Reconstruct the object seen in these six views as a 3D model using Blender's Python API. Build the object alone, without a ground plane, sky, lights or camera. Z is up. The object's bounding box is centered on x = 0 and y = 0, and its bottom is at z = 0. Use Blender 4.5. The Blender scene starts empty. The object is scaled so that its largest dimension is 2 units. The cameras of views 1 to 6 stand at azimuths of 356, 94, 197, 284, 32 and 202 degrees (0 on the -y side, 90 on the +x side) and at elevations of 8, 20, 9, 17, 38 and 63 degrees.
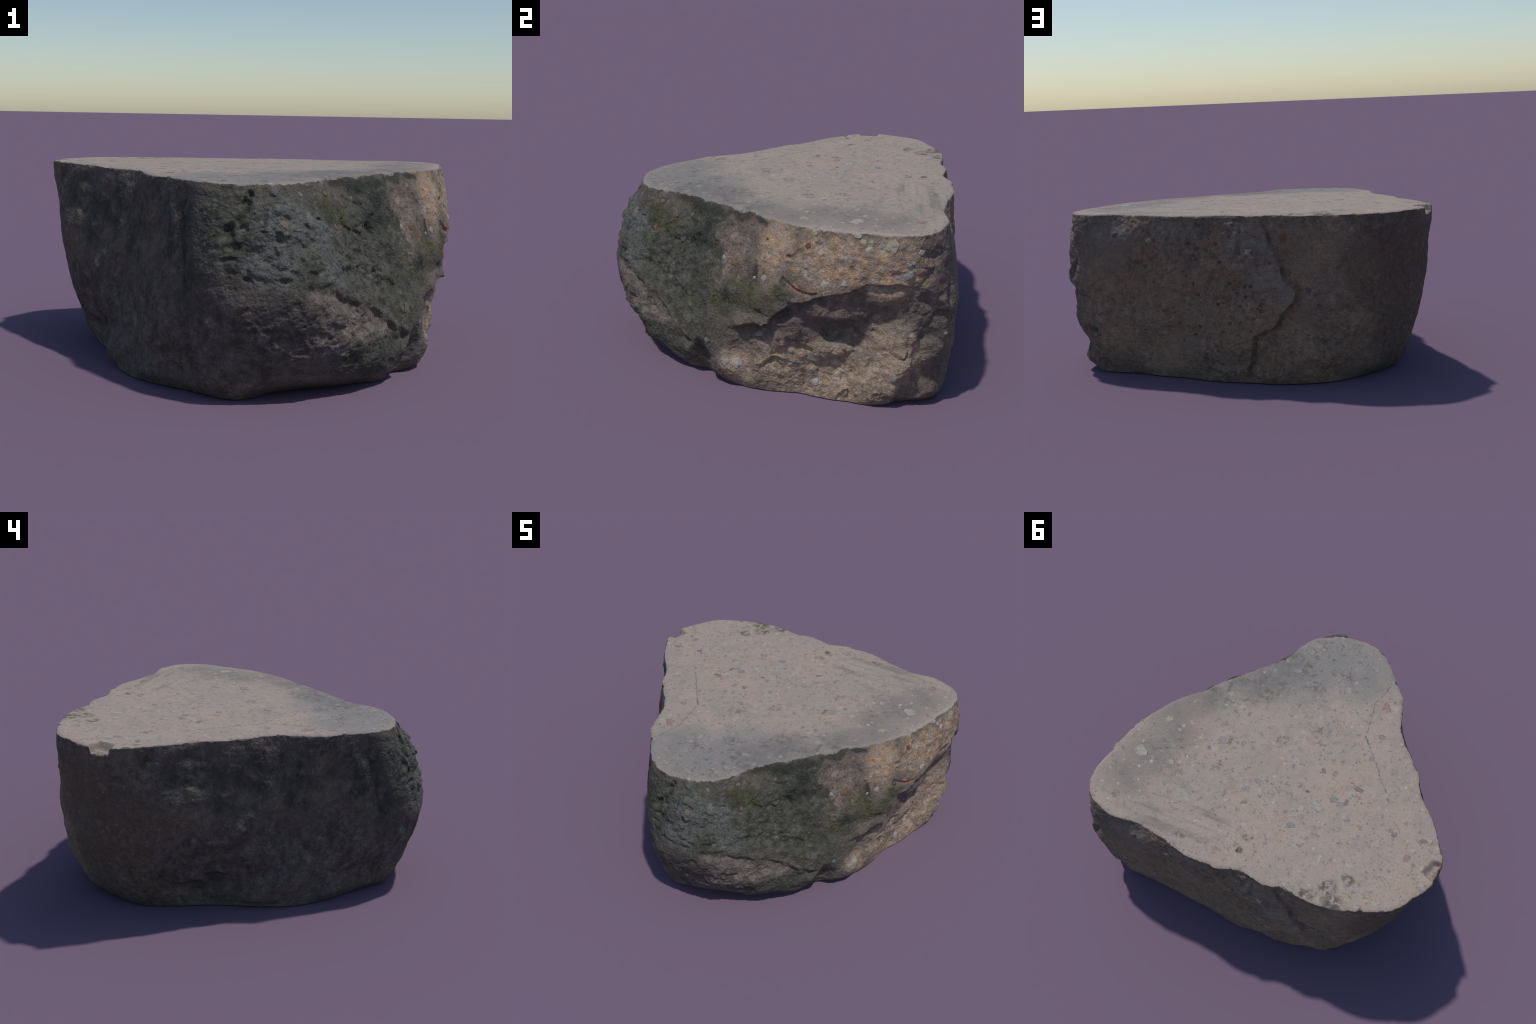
"""A flat-topped boulder of pebbly conglomerate: a sawn or worn level top, weathered
mossy flank, a broken overhanging face, and pebbles set in the surface."""
import bpy, math
import numpy as np
from mathutils import Vector, Matrix

rng = np.random.default_rng(7)

# ------------------------------------------------------------------ noise helpers
_perm = np.random.default_rng(11).permutation(4096)
_grad = np.random.default_rng(12).normal(size=(4096, 3))
_grad /= np.linalg.norm(_grad, axis=1)[:, None]
_jit = np.random.default_rng(13).random((4096, 4))


def _hash(i, j, k):
    return _perm[(_perm[(_perm[i & 4095] + j) & 4095] + k) & 4095]


def perlin(p):
    i = np.floor(p).astype(np.int64)
    f = p - i
    u = f * f * f * (f * (f * 6 - 15) + 10)
    out = 0.0
    for a in (0, 1):
        wa = u[:, 0] if a else 1 - u[:, 0]
        for b in (0, 1):
            wb = u[:, 1] if b else 1 - u[:, 1]
            for c in (0, 1):
                wc = u[:, 2] if c else 1 - u[:, 2]
                g = _grad[_hash(i[:, 0] + a, i[:, 1] + b, i[:, 2] + c)]
                d = f - np.array([a, b, c])
                out = out + wa * wb * wc * (g * d).sum(1)
    return out * 1.6


def fbm(p, scale, octaves=4, gain=0.5, seed=0.0):
    q, amp, s, tot = p * scale + seed, 1.0, 0.0, 0.0
    for _ in range(octaves):
        s = s + amp * perlin(q)
        tot += amp
        amp *= gain
        q = q * 2.03 + 17.3
    return s / tot


def ridged(p, scale, octaves=3, seed=0.0):
    q, amp, s, tot = p * scale + seed, 1.0, 0.0, 0.0
    for _ in range(octaves):
        s = s + amp * (1 - np.abs(perlin(q)) * 2.2)
        tot += amp
        amp *= 0.5
        q = q * 2.1 + 9.1
    return s / tot


def cells(p, scale, seed=0.0):
    """Worley noise: distance to the nearest point, and that cell's random number."""
    q = p * scale + seed
    i0 = np.floor(q).astype(np.int64)
    best = np.full(len(q), 9.0)
    rnd = np.zeros(len(q))
    for a in (-1, 0, 1):
        for b in (-1, 0, 1):
            for c in (-1, 0, 1):
                i = i0 + np.array([a, b, c])
                h = _hash(i[:, 0], i[:, 1], i[:, 2])
                d = np.linalg.norm(i + _jit[h, :3] - q, axis=1)
                m = d < best
                best[m] = d[m]
                rnd[m] = _jit[h[m], 3]
    return best, rnd


def facets(p, scale, seed=0.0, tilt=1.0):
    """Broken-rock relief: each cell is a plane with its own level and lean."""
    q = p * scale + seed
    i0 = np.floor(q).astype(np.int64)
    best, second = np.full(len(q), 9.0), np.full(len(q), 9.0)
    val, val2 = np.zeros(len(q)), np.zeros(len(q))
    for a in (-1, 0, 1):
        for b in (-1, 0, 1):
            for c in (-1, 0, 1):
                i = i0 + np.array([a, b, c])
                h = _hash(i[:, 0], i[:, 1], i[:, 2])
                dv = q - (i + _jit[h, :3])
                d = np.linalg.norm(dv, axis=1)
                v = np.clip((_jit[h, 3] - .5) + tilt * (dv * _grad[h]).sum(1), -.7, .7)
                m = d < best
                m2 = ~m & (d < second)
                second = np.where(m, best, np.where(m2, d, second))
                val2 = np.where(m, val, np.where(m2, v, val2))
                val = np.where(m, v, val)
                best = np.where(m, d, best)
    t = .5 + .5 * smooth(0, .14, second - best)
    return val * t + val2 * (1 - t)


def smooth(a, b, x):
    t = np.clip((x - a) / (b - a), 0, 1)
    return t * t * (3 - 2 * t)


# ------------------------------------------------------------------ the overall shape
# Horizontal cross-sections of the boulder, bottom to top: radius about AXIS every 10
# degrees, counter-clockwise from +x.  Lofted with smooth curves in both directions.
AXIS = np.array([0.0, 0.1])
TOP_Z = 0.862
SECTIONS = [
    (0.0, [.79, .86, .96, 1.0, 1.04, .89, .83, .78, .78, .78, .79, .82, .85, .86, .85, .84, .83, .77,
           .71, .69, .70, .73, .76, .77, .78, .82, .87, .76, .72, .72, .72, .75, .71, .75, .77, .78]),
    (.06, [.80, .85, 1.0, 1.08, 1.07, .93, .85, .80, .79, .81, .81, .85, .88, .89, .91, .89, .88, .80,
           .71, .70, .71, .73, .76, .79, .83, .89, .92, .88, .84, .84, .82, .81, .77, .80, .79, .79]),
    (.16, [.82, .85, .97, 1.09, 1.08, .97, .87, .82, .82, .82, .83, .87, .91, .93, .94, .94, .92, .84,
           .74, .72, .72, .73, .75, .80, .86, .92, .96, .95, .93, .90, .87, .83, .81, .81, .78, .82]),
    (.28, [.85, .89, .94, 1.10, 1.12, .96, .88, .84, .84, .83, .84, .88, .92, .97, .98, .97, .94, .90,
           .81, .75, .73, .73, .75, .80, .87, .94, 1.0, .99, .98, .93, .86, .82, .81, .80, .79, .83]),
    (.40, [.87, .94, .97, 1.10, 1.13, .95, .88, .85, .84, .83, .84, .87, .93, .98, 1.0, 1.0, .97, .93,
           .86, .78, .73, .72, .74, .79, .87, .94, 1.0, 1.02, .99, .90, .83, .79, .77, .78, .79, .82]),
    (.52, [.89, .95, 1.02, 1.12, 1.14, .95, .87, .84, .83, .82, .83, .86, .92, .98, 1.02, 1.02, .99, .95,
           .87, .78, .73, .71, .73, .78, .86, .93, .99, 1.02, .96, .85, .77, .74, .73, .74, .77, .82]),
    (.64, [.89, .96, 1.04, 1.13, 1.12, .97, .88, .83, .80, .80, .81, .84, .91, .99, 1.03, 1.04, 1.02, .96,
           .86, .77, .72, .70, .71, .76, .84, .92, .97, .98, .90, .80, .72, .69, .68, .70, .74, .80]),
    (.76, [.86, .94, 1.04, 1.14, 1.09, .96, .87, .82, .79, .78, .80, .83, .91, .98, 1.04, 1.06, 1.05, .94,
           .83, .75, .70, .68, .69, .75, .82, .89, .92, .93, .84, .73, .66, .64, .64, .65, .69, .77]),
    (TOP_Z, [.80, .90, 1.0, 1.12, 1.07, .91, .85, .82, .79, .76, .79, .82, .91, .98, 1.06, 1.08, 1.06, .92,
             .78, .73, .68, .65, .68, .75, .80, .87, .88, .85, .79, .66, .60, .59, .59, .61, .64, .72]),
]
LEVELS = np.array([s[0] for s in SECTIONS])
RADII = np.array([s[1] for s in SECTIONS]).T            # angle x level


def loft_matrix_angle(t):
    n = RADII.shape[0]
    x = (np.degrees(t) % 360) / 360 * n
    i = np.floor(x).astype(int)
    f = x - i
    w = [-.5 * f + f * f - .5 * f ** 3, 1 - 2.5 * f * f + 1.5 * f ** 3,
         .5 * f + 2 * f * f - 1.5 * f ** 3, -.5 * f * f + .5 * f ** 3]
    m = np.zeros((len(t), n))
    for k in range(4):
        m[np.arange(len(t)), (i + k - 1) % n] += w[k]
    return m


def loft_matrix_height(zs):
    n, out = len(LEVELS), []
    for z in zs:
        i = min(max(int(np.searchsorted(LEVELS, z) - 1), 0), n - 2)
        h = LEVELS[i + 1] - LEVELS[i]
        f = (z - LEVELS[i]) / h
        w = np.zeros(n)
        w[i] += 2 * f ** 3 - 3 * f * f + 1
        w[i + 1] += -2 * f ** 3 + 3 * f * f
        for j, c in ((i, f ** 3 - 2 * f * f + f), (i + 1, f ** 3 - f * f)):
            a, b = max(j - 1, 0), min(j + 1, n - 1)
            d = c * h / (LEVELS[b] - LEVELS[a])
            w[b] += d
            w[a] -= d
        out.append(w)
    return np.array(out)


def loft(theta_deg, z):
    return float((loft_matrix_angle(np.array([math.radians(theta_deg)])) @ RADII @ loft_matrix_height([z]).T)[0, 0])


def at(theta_deg, z):
    r, t = loft(theta_deg, min(max(z, 0), TOP_Z)), math.radians(theta_deg)
    return (AXIS[0] + r * math.cos(t), AXIS[1] + r * math.sin(t), z)


# ------------------------------------------------------------------ wall grid
N_ANG, N_WALL = 1440, 280
ang = np.arange(N_ANG) * 2 * np.pi / N_ANG
zw = np.linspace(0, TOP_Z, N_WALL)
R = loft_matrix_angle(ang) @ RADII @ loft_matrix_height(zw).T      # N_ANG x N_WALL
TH = np.repeat(np.degrees(ang), N_WALL)
Z = np.tile(zw, N_ANG)
R0 = R.ravel()
P0 = np.stack([AXIS[0] + R0 * np.cos(np.radians(TH)), AXIS[1] + R0 * np.sin(np.radians(TH)), Z], 1)
M_PER_DEG = 0.0155                                                  # length of a degree of arc


def dth(t):
    return (TH - t + 180) % 360 - 180


wob_t = fbm(P0, 9, 3, seed=3.0) * 1.6                               # ragged feature edges
wob_z = fbm(P0, 9, 3, seed=8.0) * 0.022


def blob(t, z, rt, rz, hard=0.0):
    """Soft round mask on the flank; rt in degrees, rz in metres."""
    d = np.sqrt(((dth(t) + wob_t) / rt) ** 2 + ((Z + wob_z - z) / rz) ** 2)
    return 1 - smooth(hard, 1.0, d)


def side_of_line(pts):
    """Signed distance (m) to a polyline of (degrees, height); positive on its left."""
    x0 = pts[0][0]
    X = (dth(x0) + wob_t) * M_PER_DEG
    Y = Z + wob_z
    q = [(((t - x0 + 180) % 360 - 180) * M_PER_DEG, z) for t, z in pts]
    best = np.full(len(X), 1e9)
    sgn = np.ones(len(X))
    along = np.zeros(len(X))
    for k, ((ax, ay), (bx, by)) in enumerate(zip(q[:-1], q[1:])):
        L2 = (bx - ax) ** 2 + (by - ay) ** 2
        t = ((X - ax) * (bx - ax) + (Y - ay) * (by - ay)) / L2
        tc = np.clip(t, 0, 1)
        dx, dy = X - ax - tc * (bx - ax), Y - ay - tc * (by - ay)
        d = np.hypot(dx, dy)
        m = d < best
        best[m] = d[m]
        sgn[m] = np.sign((bx - ax) * dy[m] - (by - ay) * dx[m])
        along[m] = (k + t[m]) / (len(q) - 1)
    fade = smooth(-0.02, 0.08, along) * (1 - smooth(0.92, 1.02, along))
    return best * sgn, fade


def ledge(pts, out, cut, reach_out=0.06, reach_cut=0.08, edge=0.008):
    """A broken lip: rock stands `out` on the left of the line and drops `cut` on its right."""
    d, fade = side_of_line(pts)
    s = smooth(-edge, edge, d)
    fade = fade * np.clip(.75 + 1.1 * fbm(P0, 13, 2, seed=33.0), .25, 1.2)
    up = out * np.exp(-np.maximum(d, 0) / reach_out)
    dn = -cut * np.exp(-np.maximum(-d, 0) / reach_cut)
    return (s * up + (1 - s) * dn) * fade


D = np.zeros(len(TH))
# swells and hollows of the flanks: angle, height, angular radius, vertical radius, amount
SWELLS = [
    (79, .38, 24, .34, -.034), (75, .42, 12, .15, -.030), (96, .10, 12, .13, -.028), (58, .14, 11, .12, -.020),
    (50, .51, 8, .24, .034), (36, .82, 5, .08, .012), (144, .68, 8, .19, -.028), (127, .60, 6, .24, .020),
    (101, .68, 6, .07, .018), (124, .16, 8, .08, .018), (107, .25, 6, .17, -.030),
    (348, .47, 9, .11, .030), (343, .38, 9, .06, .026), (13, .39, 15, .10, -.050), (24, .46, 6, .07, -.030), (2, .29, 8, .06, -.035),
    (318, .13, 7, .09, .012), (323, .74, 9, .14, .020), (335, .51, 7, .07, .020), (303, .40, 7, .09, -.016),
    (275, .72, 9, .11, .022), (253, .60, 7, .34, .024), (289, .61, 7, .07, .014), (263, .60, 6, .12, .010),
    (177, .71, 9, .13, -.026), (200, .43, 12, .16, .032), (211, .51, 6, .06, .012), (202, .28, 8, .10, .024), (179, .14, 6, .06, .020),
    (191, .36, 6, .06, .018), (206, .08, 12, .10, .030), (242, .14, 10, .12, -.028), (231, .65, 5, .12, -.016), (182, .81, 8, .06, -.014),
    (28, .40, 5, .10, .020), (29, .22, 6, .10, .004), (33, .15, 6, .12, -.040),
    (142, .77, 7, .10, .034), (147, .52, 7, .16, -.018), (128, .59, 5, .15, -.018), (101, .68, 6, .08, .010), (84, .77, 7, .07, .012),
    (108, .79, 6, .06, .014), (62, .61, 4, .14, -.022), (64, .26, 9, .14, -.024), (113, .46, 5, .10, .018), (103, .29, 6, .10, .002),
    (102, .06, 6, .09, .020), (11, .36, 11, .10, -.042), (20, .50, 7, .06, -.028), (352, .21, 8, .08, -.026), (358, .44, 6, .04, -.014),
    (319, .58, 6, .10, .018), (335, .82, 7, .06, .014), (328, .54, 6, .06, .012), (293, .29, 11, .07, -.016), (261, .46, 7, .14, .018),
    (253, .66, 4, .14, -.014), (350, .40, 8, .035, .022), (346, .33, 6, .045, -.022), (177, .17, 9, .07, .028), (189, .24, 9, .06, .024),
    (213, .13, 10, .08, .022), (190, .09, 8, .07, .022), (232, .05, 9, .06, .028), (247, .10, 8, .12, -.026), (187, .70, 6, .11, -.014),
    (231, .67, 5, .13, -.016), (38, .76, 5, .09, .016),
    (61, .40, 6, .10, -.018), (72, .23, 10, .10, -.020), (50, .19, 6, .12, -.014), (117, .20, 6, .14, -.018), (103, .53, 5, .12, .012),
    (91, .74, 7, .07, .012), (118, .77, 5, .08, -.010), (27, .21, 5, .10, .032), (15, .31, 9, .06, -.036), (12, .45, 9, .05, .022),
    (342, .34, 8, .045, .024), (4, .46, 5, .05, .004), (354, .55, 6, .06, .012), (348, .17, 6, .06, -.012), (27, .59, 6, .04, .014),
    (145, .68, 6, .12, .016), (143, .49, 6, .14, -.018), (188, .24, 6, .045, -.028), (235, .05, 7, .06, -.016), (216, .17, 9, .09, .018),
    (179, .07, 9, .06, .016), (209, .58, 7, .09, .012), (263, .37, 7, .12, .014), (242, .28, 7, .09, .012), (348, .385, 8, .035, .012),
    (104, .27, 5, .08, .008), (100, .10, 5, .08, .012), (76, .25, 5, .05, -.012), (62, .45, 4, .06, -.010), (205, .05, 10, .04, .012)]
for t, z, rt, rz, amt in SWELLS:
    D += amt * blob(t, z, rt * 1.15, rz * 1.15)
# overhanging lip above the broken hollow
LIP = [(339, .350), (345, .368), (351, .40), (355, .46), (1, .52), (6, .553), (11, .582), (15, .61), (19, .637),
       (24, .645), (28, .635), (32, .59), (36, .51), (40, .46)]
D += ledge(LIP, .017, .034, .04, .12, .012)
# upper crack beside the orange face
D += ledge([(356, .645), (359, .61), (2, .59), (7, .585)], .002, .018, .03, .03, .007)
# buttress on the lower slope, and the lumpy corner beyond it
d_b, f_b = side_of_line([(25, -.02), (26, .08), (28, .23), (29.5, .31), (30, .40)])
D += f_b * (0.016 * np.exp(-np.maximum(d_b, 0) / .05) * smooth(-.02, .02, d_b) - 0.020 * np.exp(-((d_b + .035) / .03) ** 2))
D += 0.022 * blob(35, .10, 5, .10) + .012 * blob(34, .33, 4, .08)
# recess at the foot, beside the lobe
D += -0.052 * blob(322, .12, 6, .11, .1) + 0.024 * blob(335, .12, 8, .1)
D += -0.02 * blob(318, .03, 10, .05)
# long broken step low on the mossy flank
D += ledge([(275, .478), (281, .470), (286, .435), (292, .385), (299, .355), (306, .295), (313, .225), (319, .20)], .009, .024, .06, .09, .022)
# smaller steps higher up
D += ledge([(285, .50), (290, .512), (297, .512), (303, .488), (309, .445), (315, .395)], .007, .015, .05, .06, .022)
D += -0.020 * blob(308, .64, 3.2, .04, .1) - .014 * blob(299, .64, 2.6, .014, .1) + .010 * blob(302, .68, 4, .05)
D += ledge([(343, .82), (344, .76), (345, .72)], .003, .009, .02, .03, .008)
# the big scab on the back: its edge runs down from the rim, out to a point, and back
d_s, f_s = side_of_line([(103, .87), (106, .77), (109, .67), (111, .57), (115.5, .48), (112, .40), (108, .31), (101, .25), (99, .12), (96, -.02)])
low = .6 + .4 * smooth(.60, .48, Z)
s_s = smooth(-.011, .011, -d_s + .008 * fbm(P0, 22, 3, seed=44.0))
D += f_s * low * (s_s * .010 * np.exp(-np.maximum(-d_s, 0) / .05) - (1 - s_s) * .040 * np.exp(-np.maximum(d_s, 0) / .045))
D += -.018 * blob(111.5, .57, 1.3, .06, .2)
# recess under the rim at the head of the scab
D += -0.008 * blob(94, .845, 10, .026, .3)
# vertical step on the back
d_v, f_v = side_of_line([(58.5, .76), (60, .65), (61, .54), (62, .44), (63.5, .36)])
D += f_v * (smooth(-.018, .018, d_v) * .010 * np.exp(-np.maximum(d_v, 0) / .10) - smooth(.018, -.018, d_v) * .008 * np.exp(-np.maximum(-d_v, 0) / .10))
# rough shoulder between the back and the smooth corner
D += .010 * blob(128, .50, 3.5, .36) + .008 * blob(122, .22, 5, .16)
# hollow low on the smooth end
D += -0.060 * blob(178, .12, 6, .05, .1) - 0.042 * blob(188, .17, 8, .04, .1) - .02 * blob(195, .21, 6, .035)
D += -0.018 * blob(208, .06, 4, .10) + ledge([(199, .195), (206, .21), (214, .20), (222, .18)], .008, .008, .05, .05, .016)
# vertical crack and scooped hollow on the smooth end
d_c, f_c = side_of_line([(246, .84), (245, .74), (246.5, .64), (246, .54), (248, .44)])
D += -f_c * 0.010 * np.exp(-(d_c / .009) ** 2) - f_c * .008 * np.exp(-(d_c / .035) ** 2)
D += -0.022 * blob(237, .66, 5, .15, .1) + 0.010 * blob(229, .64, 5, .12)
# holes and pits: angle, height, angular radius, vertical radius, depth
PITS = [(42, .24, 1.6, .024, .035), (56, .62, 1.6, .013, .018), (75, .72, 1.5, .010, .016), (65, .355, 2.2, .013, .016),
        (76, .24, 1.4, .014, .014), (81, .11, 2.0, .022, .012), (43, .03, 1.5, .05, .03), (281.5, .714, .9, .013, .02),
        (358, .718, .9, .012, .018), (350, .77, .7, .010, .015), (262, .78, 1.5, .034, .026), (258.5, .68, 1.7, .036, .026),
        (262, .69, 1.2, .026, .018), (260, .62, 1.4, .026, .018), (263, .82, .9, .020, .018), (263, .51, 1.2, .014, .02),
        (258, .57, 2.2, .012, .016), (266, .68, 2.0, .010, .012), (277, .70, 1.2, .02, .012), (270, .66, 1.0, .03, .012),
        (271, .49, 2.0, .015, .012), (279, .52, 2.4, .02, .012), (268, .30, 1.6, .012, .012), (95, .70, 1.3, .03, .014),
        (103, .63, .8, .03, .012), (122, .42, 1.0, .014, .016), (128, .62, 1.2, .01, .012), (107, .74, .6, .05, .012)]
for t, z, rt, rz, dep in PITS:
    D += -dep * blob(t, z, rt * 1.25, rz * 1.25, .15)

# --- regional roughness, then the relief itself
knobs = np.maximum.reduce([blob(270, .66, 22, .30), blob(300, .60, 30, .40), blob(285, .25, 40, .30)])
broken = np.maximum.reduce([blob(18, .20, 30, .50), blob(350, .25, 22, .30), blob(32, .60, 9, .3)])
pitted = blob(88, .45, 58, .75)
worn = blob(205, .45, 48, .75)
rough = np.clip(.6 + .4 * knobs + .1 * broken + .45 * pitted - .2 * worn, .25, 1.4)

D *= 1 - .6 * smooth(.825, .858, Z)                                   # the rim itself runs even
D_form = D.copy()
broken = broken * (1 - .85 * blob(10, .46, 19, .18, .4))
D += fbm(P0, 4.5, 3, seed=1.0) * 0.010
D += fbm(P0, 6.5, 3, seed=27.0) * .017 * worn + fbm(P0, 16, 3, seed=29.0) * .008 * worn
D += fbm(P0, 11, 4, .55, seed=5.0) * 0.014 * rough
cd, _ = cells(P0, 24, seed=2.0)
D += (0.45 - cd) * 0.014 * knobs * smooth(.15, .4, Z)
cd2, _ = cells(P0 * np.array([1, 1, 1.4]), 10, seed=4.0)
D += (0.45 - cd2) * 0.022 * knobs
PW = P0 + .05 * np.stack([fbm(P0, 7, 3, seed=81.0), fbm(P0, 7, 3, seed=83.0), fbm(P0, 7, 3, seed=85.0)], 1)
fv = facets(PW, 6.5, seed=3.0, tilt=.9)
D += fv * .050 * broken
fv = facets(PW, 15, seed=6.0, tilt=1.0)
D += fv * .014 * np.clip(.7 * broken + .12 * knobs + .35 * pitted, 0, 1)
fv = facets(PW, 32, seed=9.0, tilt=1.0)
D += fv * .007 * np.clip(.25 * broken + .4 * knobs + .5 * pitted, 0, 1)
D += (ridged(P0 * np.array([1, 1, 1.3]), 12, 3, seed=16.0) - .55) * 0.012 * np.clip(.9 * knobs + .4 * pitted + .2 * broken, 0, 1)
upper = blob(12, .76, 30, .2, .4)
cd3, _ = cells(P0, 19, seed=14.0)
D += (.45 - cd3) * .012 * upper + fbm(P0, 26, 3, .6, seed=15.0) * .007 * upper
D += fbm(P0, 45, 3, .6, seed=7.0) * 0.0055 * rough
D += fbm(P0, 100, 2, .6, seed=17.0) * 0.0034 * rough
D += fbm(P0 * np.array([1, 1, .35]), 9, 3, seed=23.0) * .010 * np.clip(pitted + .6 * worn, 0, 1)
D += fbm(P0, 22, 3, .6, seed=19.0) * .007 * np.clip(pitted + .5 * worn, 0, 1)
# scattered little holes
hd, hr = cells(P0 * np.array([1, 1, 1.2]), 26, seed=21.0)
D += -0.014 * (1 - smooth(.12, .36, hd)) * (hr > .5) * np.clip(pitted * 1.2 + .25 * knobs, 0, 1)
hd, hr = cells(P0, 55, seed=25.0)
D += -0.006 * (1 - smooth(.12, .36, hd)) * (hr > .55) * np.clip(pitted + .3 * worn + .3 * knobs, 0, 1)
grain = D - D_form
D = D_form + np.where(grain > 0, .018 * np.tanh(grain / .018), grain)
# little flakes off the rim
chips = smooth(.25, .6, fbm(P0 * np.array([1, 1, .3]), 14, 3, seed=31.0))
D += -0.007 * chips * smooth(TOP_Z - .05, TOP_Z, Z)
# the bitten corner
bite = blob(158, .87, 3.6, .07, .3)
D += -0.014 * bite

# calm the foot so that the boulder stands on the ground
D *= .35 + .65 * smooth(0, .05, Z)
Rw = (R0 + D).reshape(N_ANG, N_WALL)

TOP_LEVEL = .8755
# the top sinks a little towards the narrow end
def top_level(x, y):
    return TOP_LEVEL + .004 * np.clip(y, -1, 1) - 0.006 * smooth(-.05, -.55, y) - .008 * smooth(-.58, -.8, y)


def chip_depth(x, y):
    """An angular piece broken out of the rim; its floor falls outward."""
    n = fbm(np.stack([x, y, 0 * x], 1), 22, 3, seed=91.0)
    n2 = fbm(np.stack([x, y, 0 * x], 1), 40, 3, seed=93.0)
    a = -.93 * x + .37 * y - 1.040 + .022 * n
    v = -.37 * x - .93 * y + .098 + .012 * n2
    b = np.minimum(.062 - v - .4 * np.maximum(.03 - a, 0), .055 + v)
    return smooth(0, .012, np.minimum(a, b)) * (.026 + .20 * np.maximum(a, 0) + .010 * n2)


ct, st = np.cos(ang), np.sin(ang)
Xw, Yw = AXIS[0] + Rw * ct[:, None], AXIS[1] + Rw * st[:, None]
rim_drop = TOP_LEVEL - top_level(Xw[:, -1], Yw[:, -1])
rim_drop = rim_drop + 0.003 * fbm(np.stack([Xw[:, -1], Yw[:, -1], 0 * ang], 1), 16, 3, seed=41.0) + 0.002 * chips.reshape(N_ANG, N_WALL)[:, -1]
Zw = zw[None, :] + (zw[None, :] / TOP_Z) ** 8 * .006 - (zw[None, :] / TOP_Z) ** 6 * rim_drop[:, None]

Zw = Zw - chip_depth(Xw.ravel(), Yw.ravel()).reshape(Xw.shape) * smooth(.74, .858, zw)[None, :]

# ------------------------------------------------------------------ level top
inset = np.concatenate([[.002, .005, .009, .014, .020, .028, .037, .048], np.linspace(.06, .60, 46), [.63, .68, .74, .80, .86, .92, .96]])
inset[8:] = inset[8:]
N_TOP = len(inset)
Rr = Rw[:, -1]
frac = np.where(inset[None, :] < .05, inset[None, :] / Rr[:, None], 0)
inner = inset >= .05
f0 = .05 / Rr
frac[:, inner] = f0[:, None] + (1 - f0[:, None]) * ((inset[inner] - .05) / .95)[None, :] ** 1.0
Rt = Rr[:, None] * (1 - frac)
# iron the angular raggedness out of the inner rings
Xt, Yt = AXIS[0] + Rt * ct[:, None], AXIS[1] + Rt * st[:, None]
pt = np.stack([Xt.ravel(), Yt.ravel(), np.zeros(Xt.size)], 1)
din = (Rr[:, None] - Rt).ravel()
edge_soft = .0085 + .010 * smooth(-.45, -.78, pt[:, 1])
Zt = top_level(pt[:, 0], pt[:, 1]) - .0085 * np.exp(-din / edge_soft)
Zt += fbm(pt, 3, 3, seed=51.0) * .0016 + fbm(pt, 18, 3, seed=52.0) * .0012 * smooth(0, .05, din)
Zt += -(np.repeat(rim_drop - (TOP_LEVEL - top_level(Xw[:, -1], Yw[:, -1])), N_TOP)) * np.exp(-din / .012)


def top_dent(x, y, rx, ry, turn, depth, hard=.2):
    c, s = math.cos(math.radians(turn)), math.sin(math.radians(turn))
    w = fbm(pt, 20, 2, seed=55.0) * .01
    dx, dy = pt[:, 0] - x + w, pt[:, 1] - y + w
    d = np.hypot((dx * c + dy * s) / rx, (-dx * s + dy * c) / ry)
    return -depth * (1 - smooth(hard, 1, d))


Zt += top_dent(.045, .745, .030, .014, 75, .012)
Zt -= chip_depth(pt[:, 0], pt[:, 1])
Zt += top_dent(-.93, .35, .03, .03, 0, .008)
Zt += top_dent(-.70, -.06, .035, .02, 70, .007)
# shallow weathered pits in the skin
hd, hr = cells(pt, 34, seed=61.0)
Zt += -.0022 * (1 - smooth(.1, .3, hd)) * (hr > .72)
Zt = Zt.reshape(N_ANG, N_TOP)

# ------------------------------------------------------------------ underside
N_BOT = 8
fb = (np.arange(1, N_BOT + 1) / (N_BOT + 1))
Rb = Rw[:, :1] * (1 - fb[None, :])
Xb, Yb = AXIS[0] + Rb * ct[:, None], AXIS[1] + Rb * st[:, None]
Zb = np.full_like(Xb, 0.0) + 0.004 * np.sin(fb * np.pi)[None, :]

# ------------------------------------------------------------------ one surface, then parts
cols_x = np.concatenate([Xb[:, ::-1], Xw, Xt], 1)
cols_y = np.concatenate([Yb[:, ::-1], Yw, Yt], 1)
cols_z = np.concatenate([Zb[:, ::-1], Zw, Zt], 1)
N_COL = cols_x.shape[1]
V = np.stack([cols_x, cols_y, cols_z], -1).reshape(-1, 3)
V = np.vstack([V, [[AXIS[0], AXIS[1], .004], [AXIS[0], AXIS[1], float(Zt[:, -1].mean())]]])
V[:, 2] -= V[:, 2].min()
c_lo, c_hi = len(V) - 2, len(V) - 1
ia, ic = np.meshgrid(np.arange(N_ANG), np.arange(N_COL - 1), indexing="ij")
ja = (ia + 1) % N_ANG
quads = np.stack([ia * N_COL + ic, ja * N_COL + ic, ja * N_COL + ic + 1, ia * N_COL + ic + 1], -1).reshape(-1, 4)
q_col = ic.ravel()
q_ang = ia.ravel()
fan_lo = np.stack([np.full(N_ANG, c_lo), (np.arange(N_ANG) + 1) % N_ANG * N_COL, np.arange(N_ANG) * N_COL], 1)
fan_hi = np.stack([np.full(N_ANG, c_hi), np.arange(N_ANG) * N_COL + N_COL - 1, (np.arange(N_ANG) + 1) % N_ANG * N_COL + N_COL - 1], 1)

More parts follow.
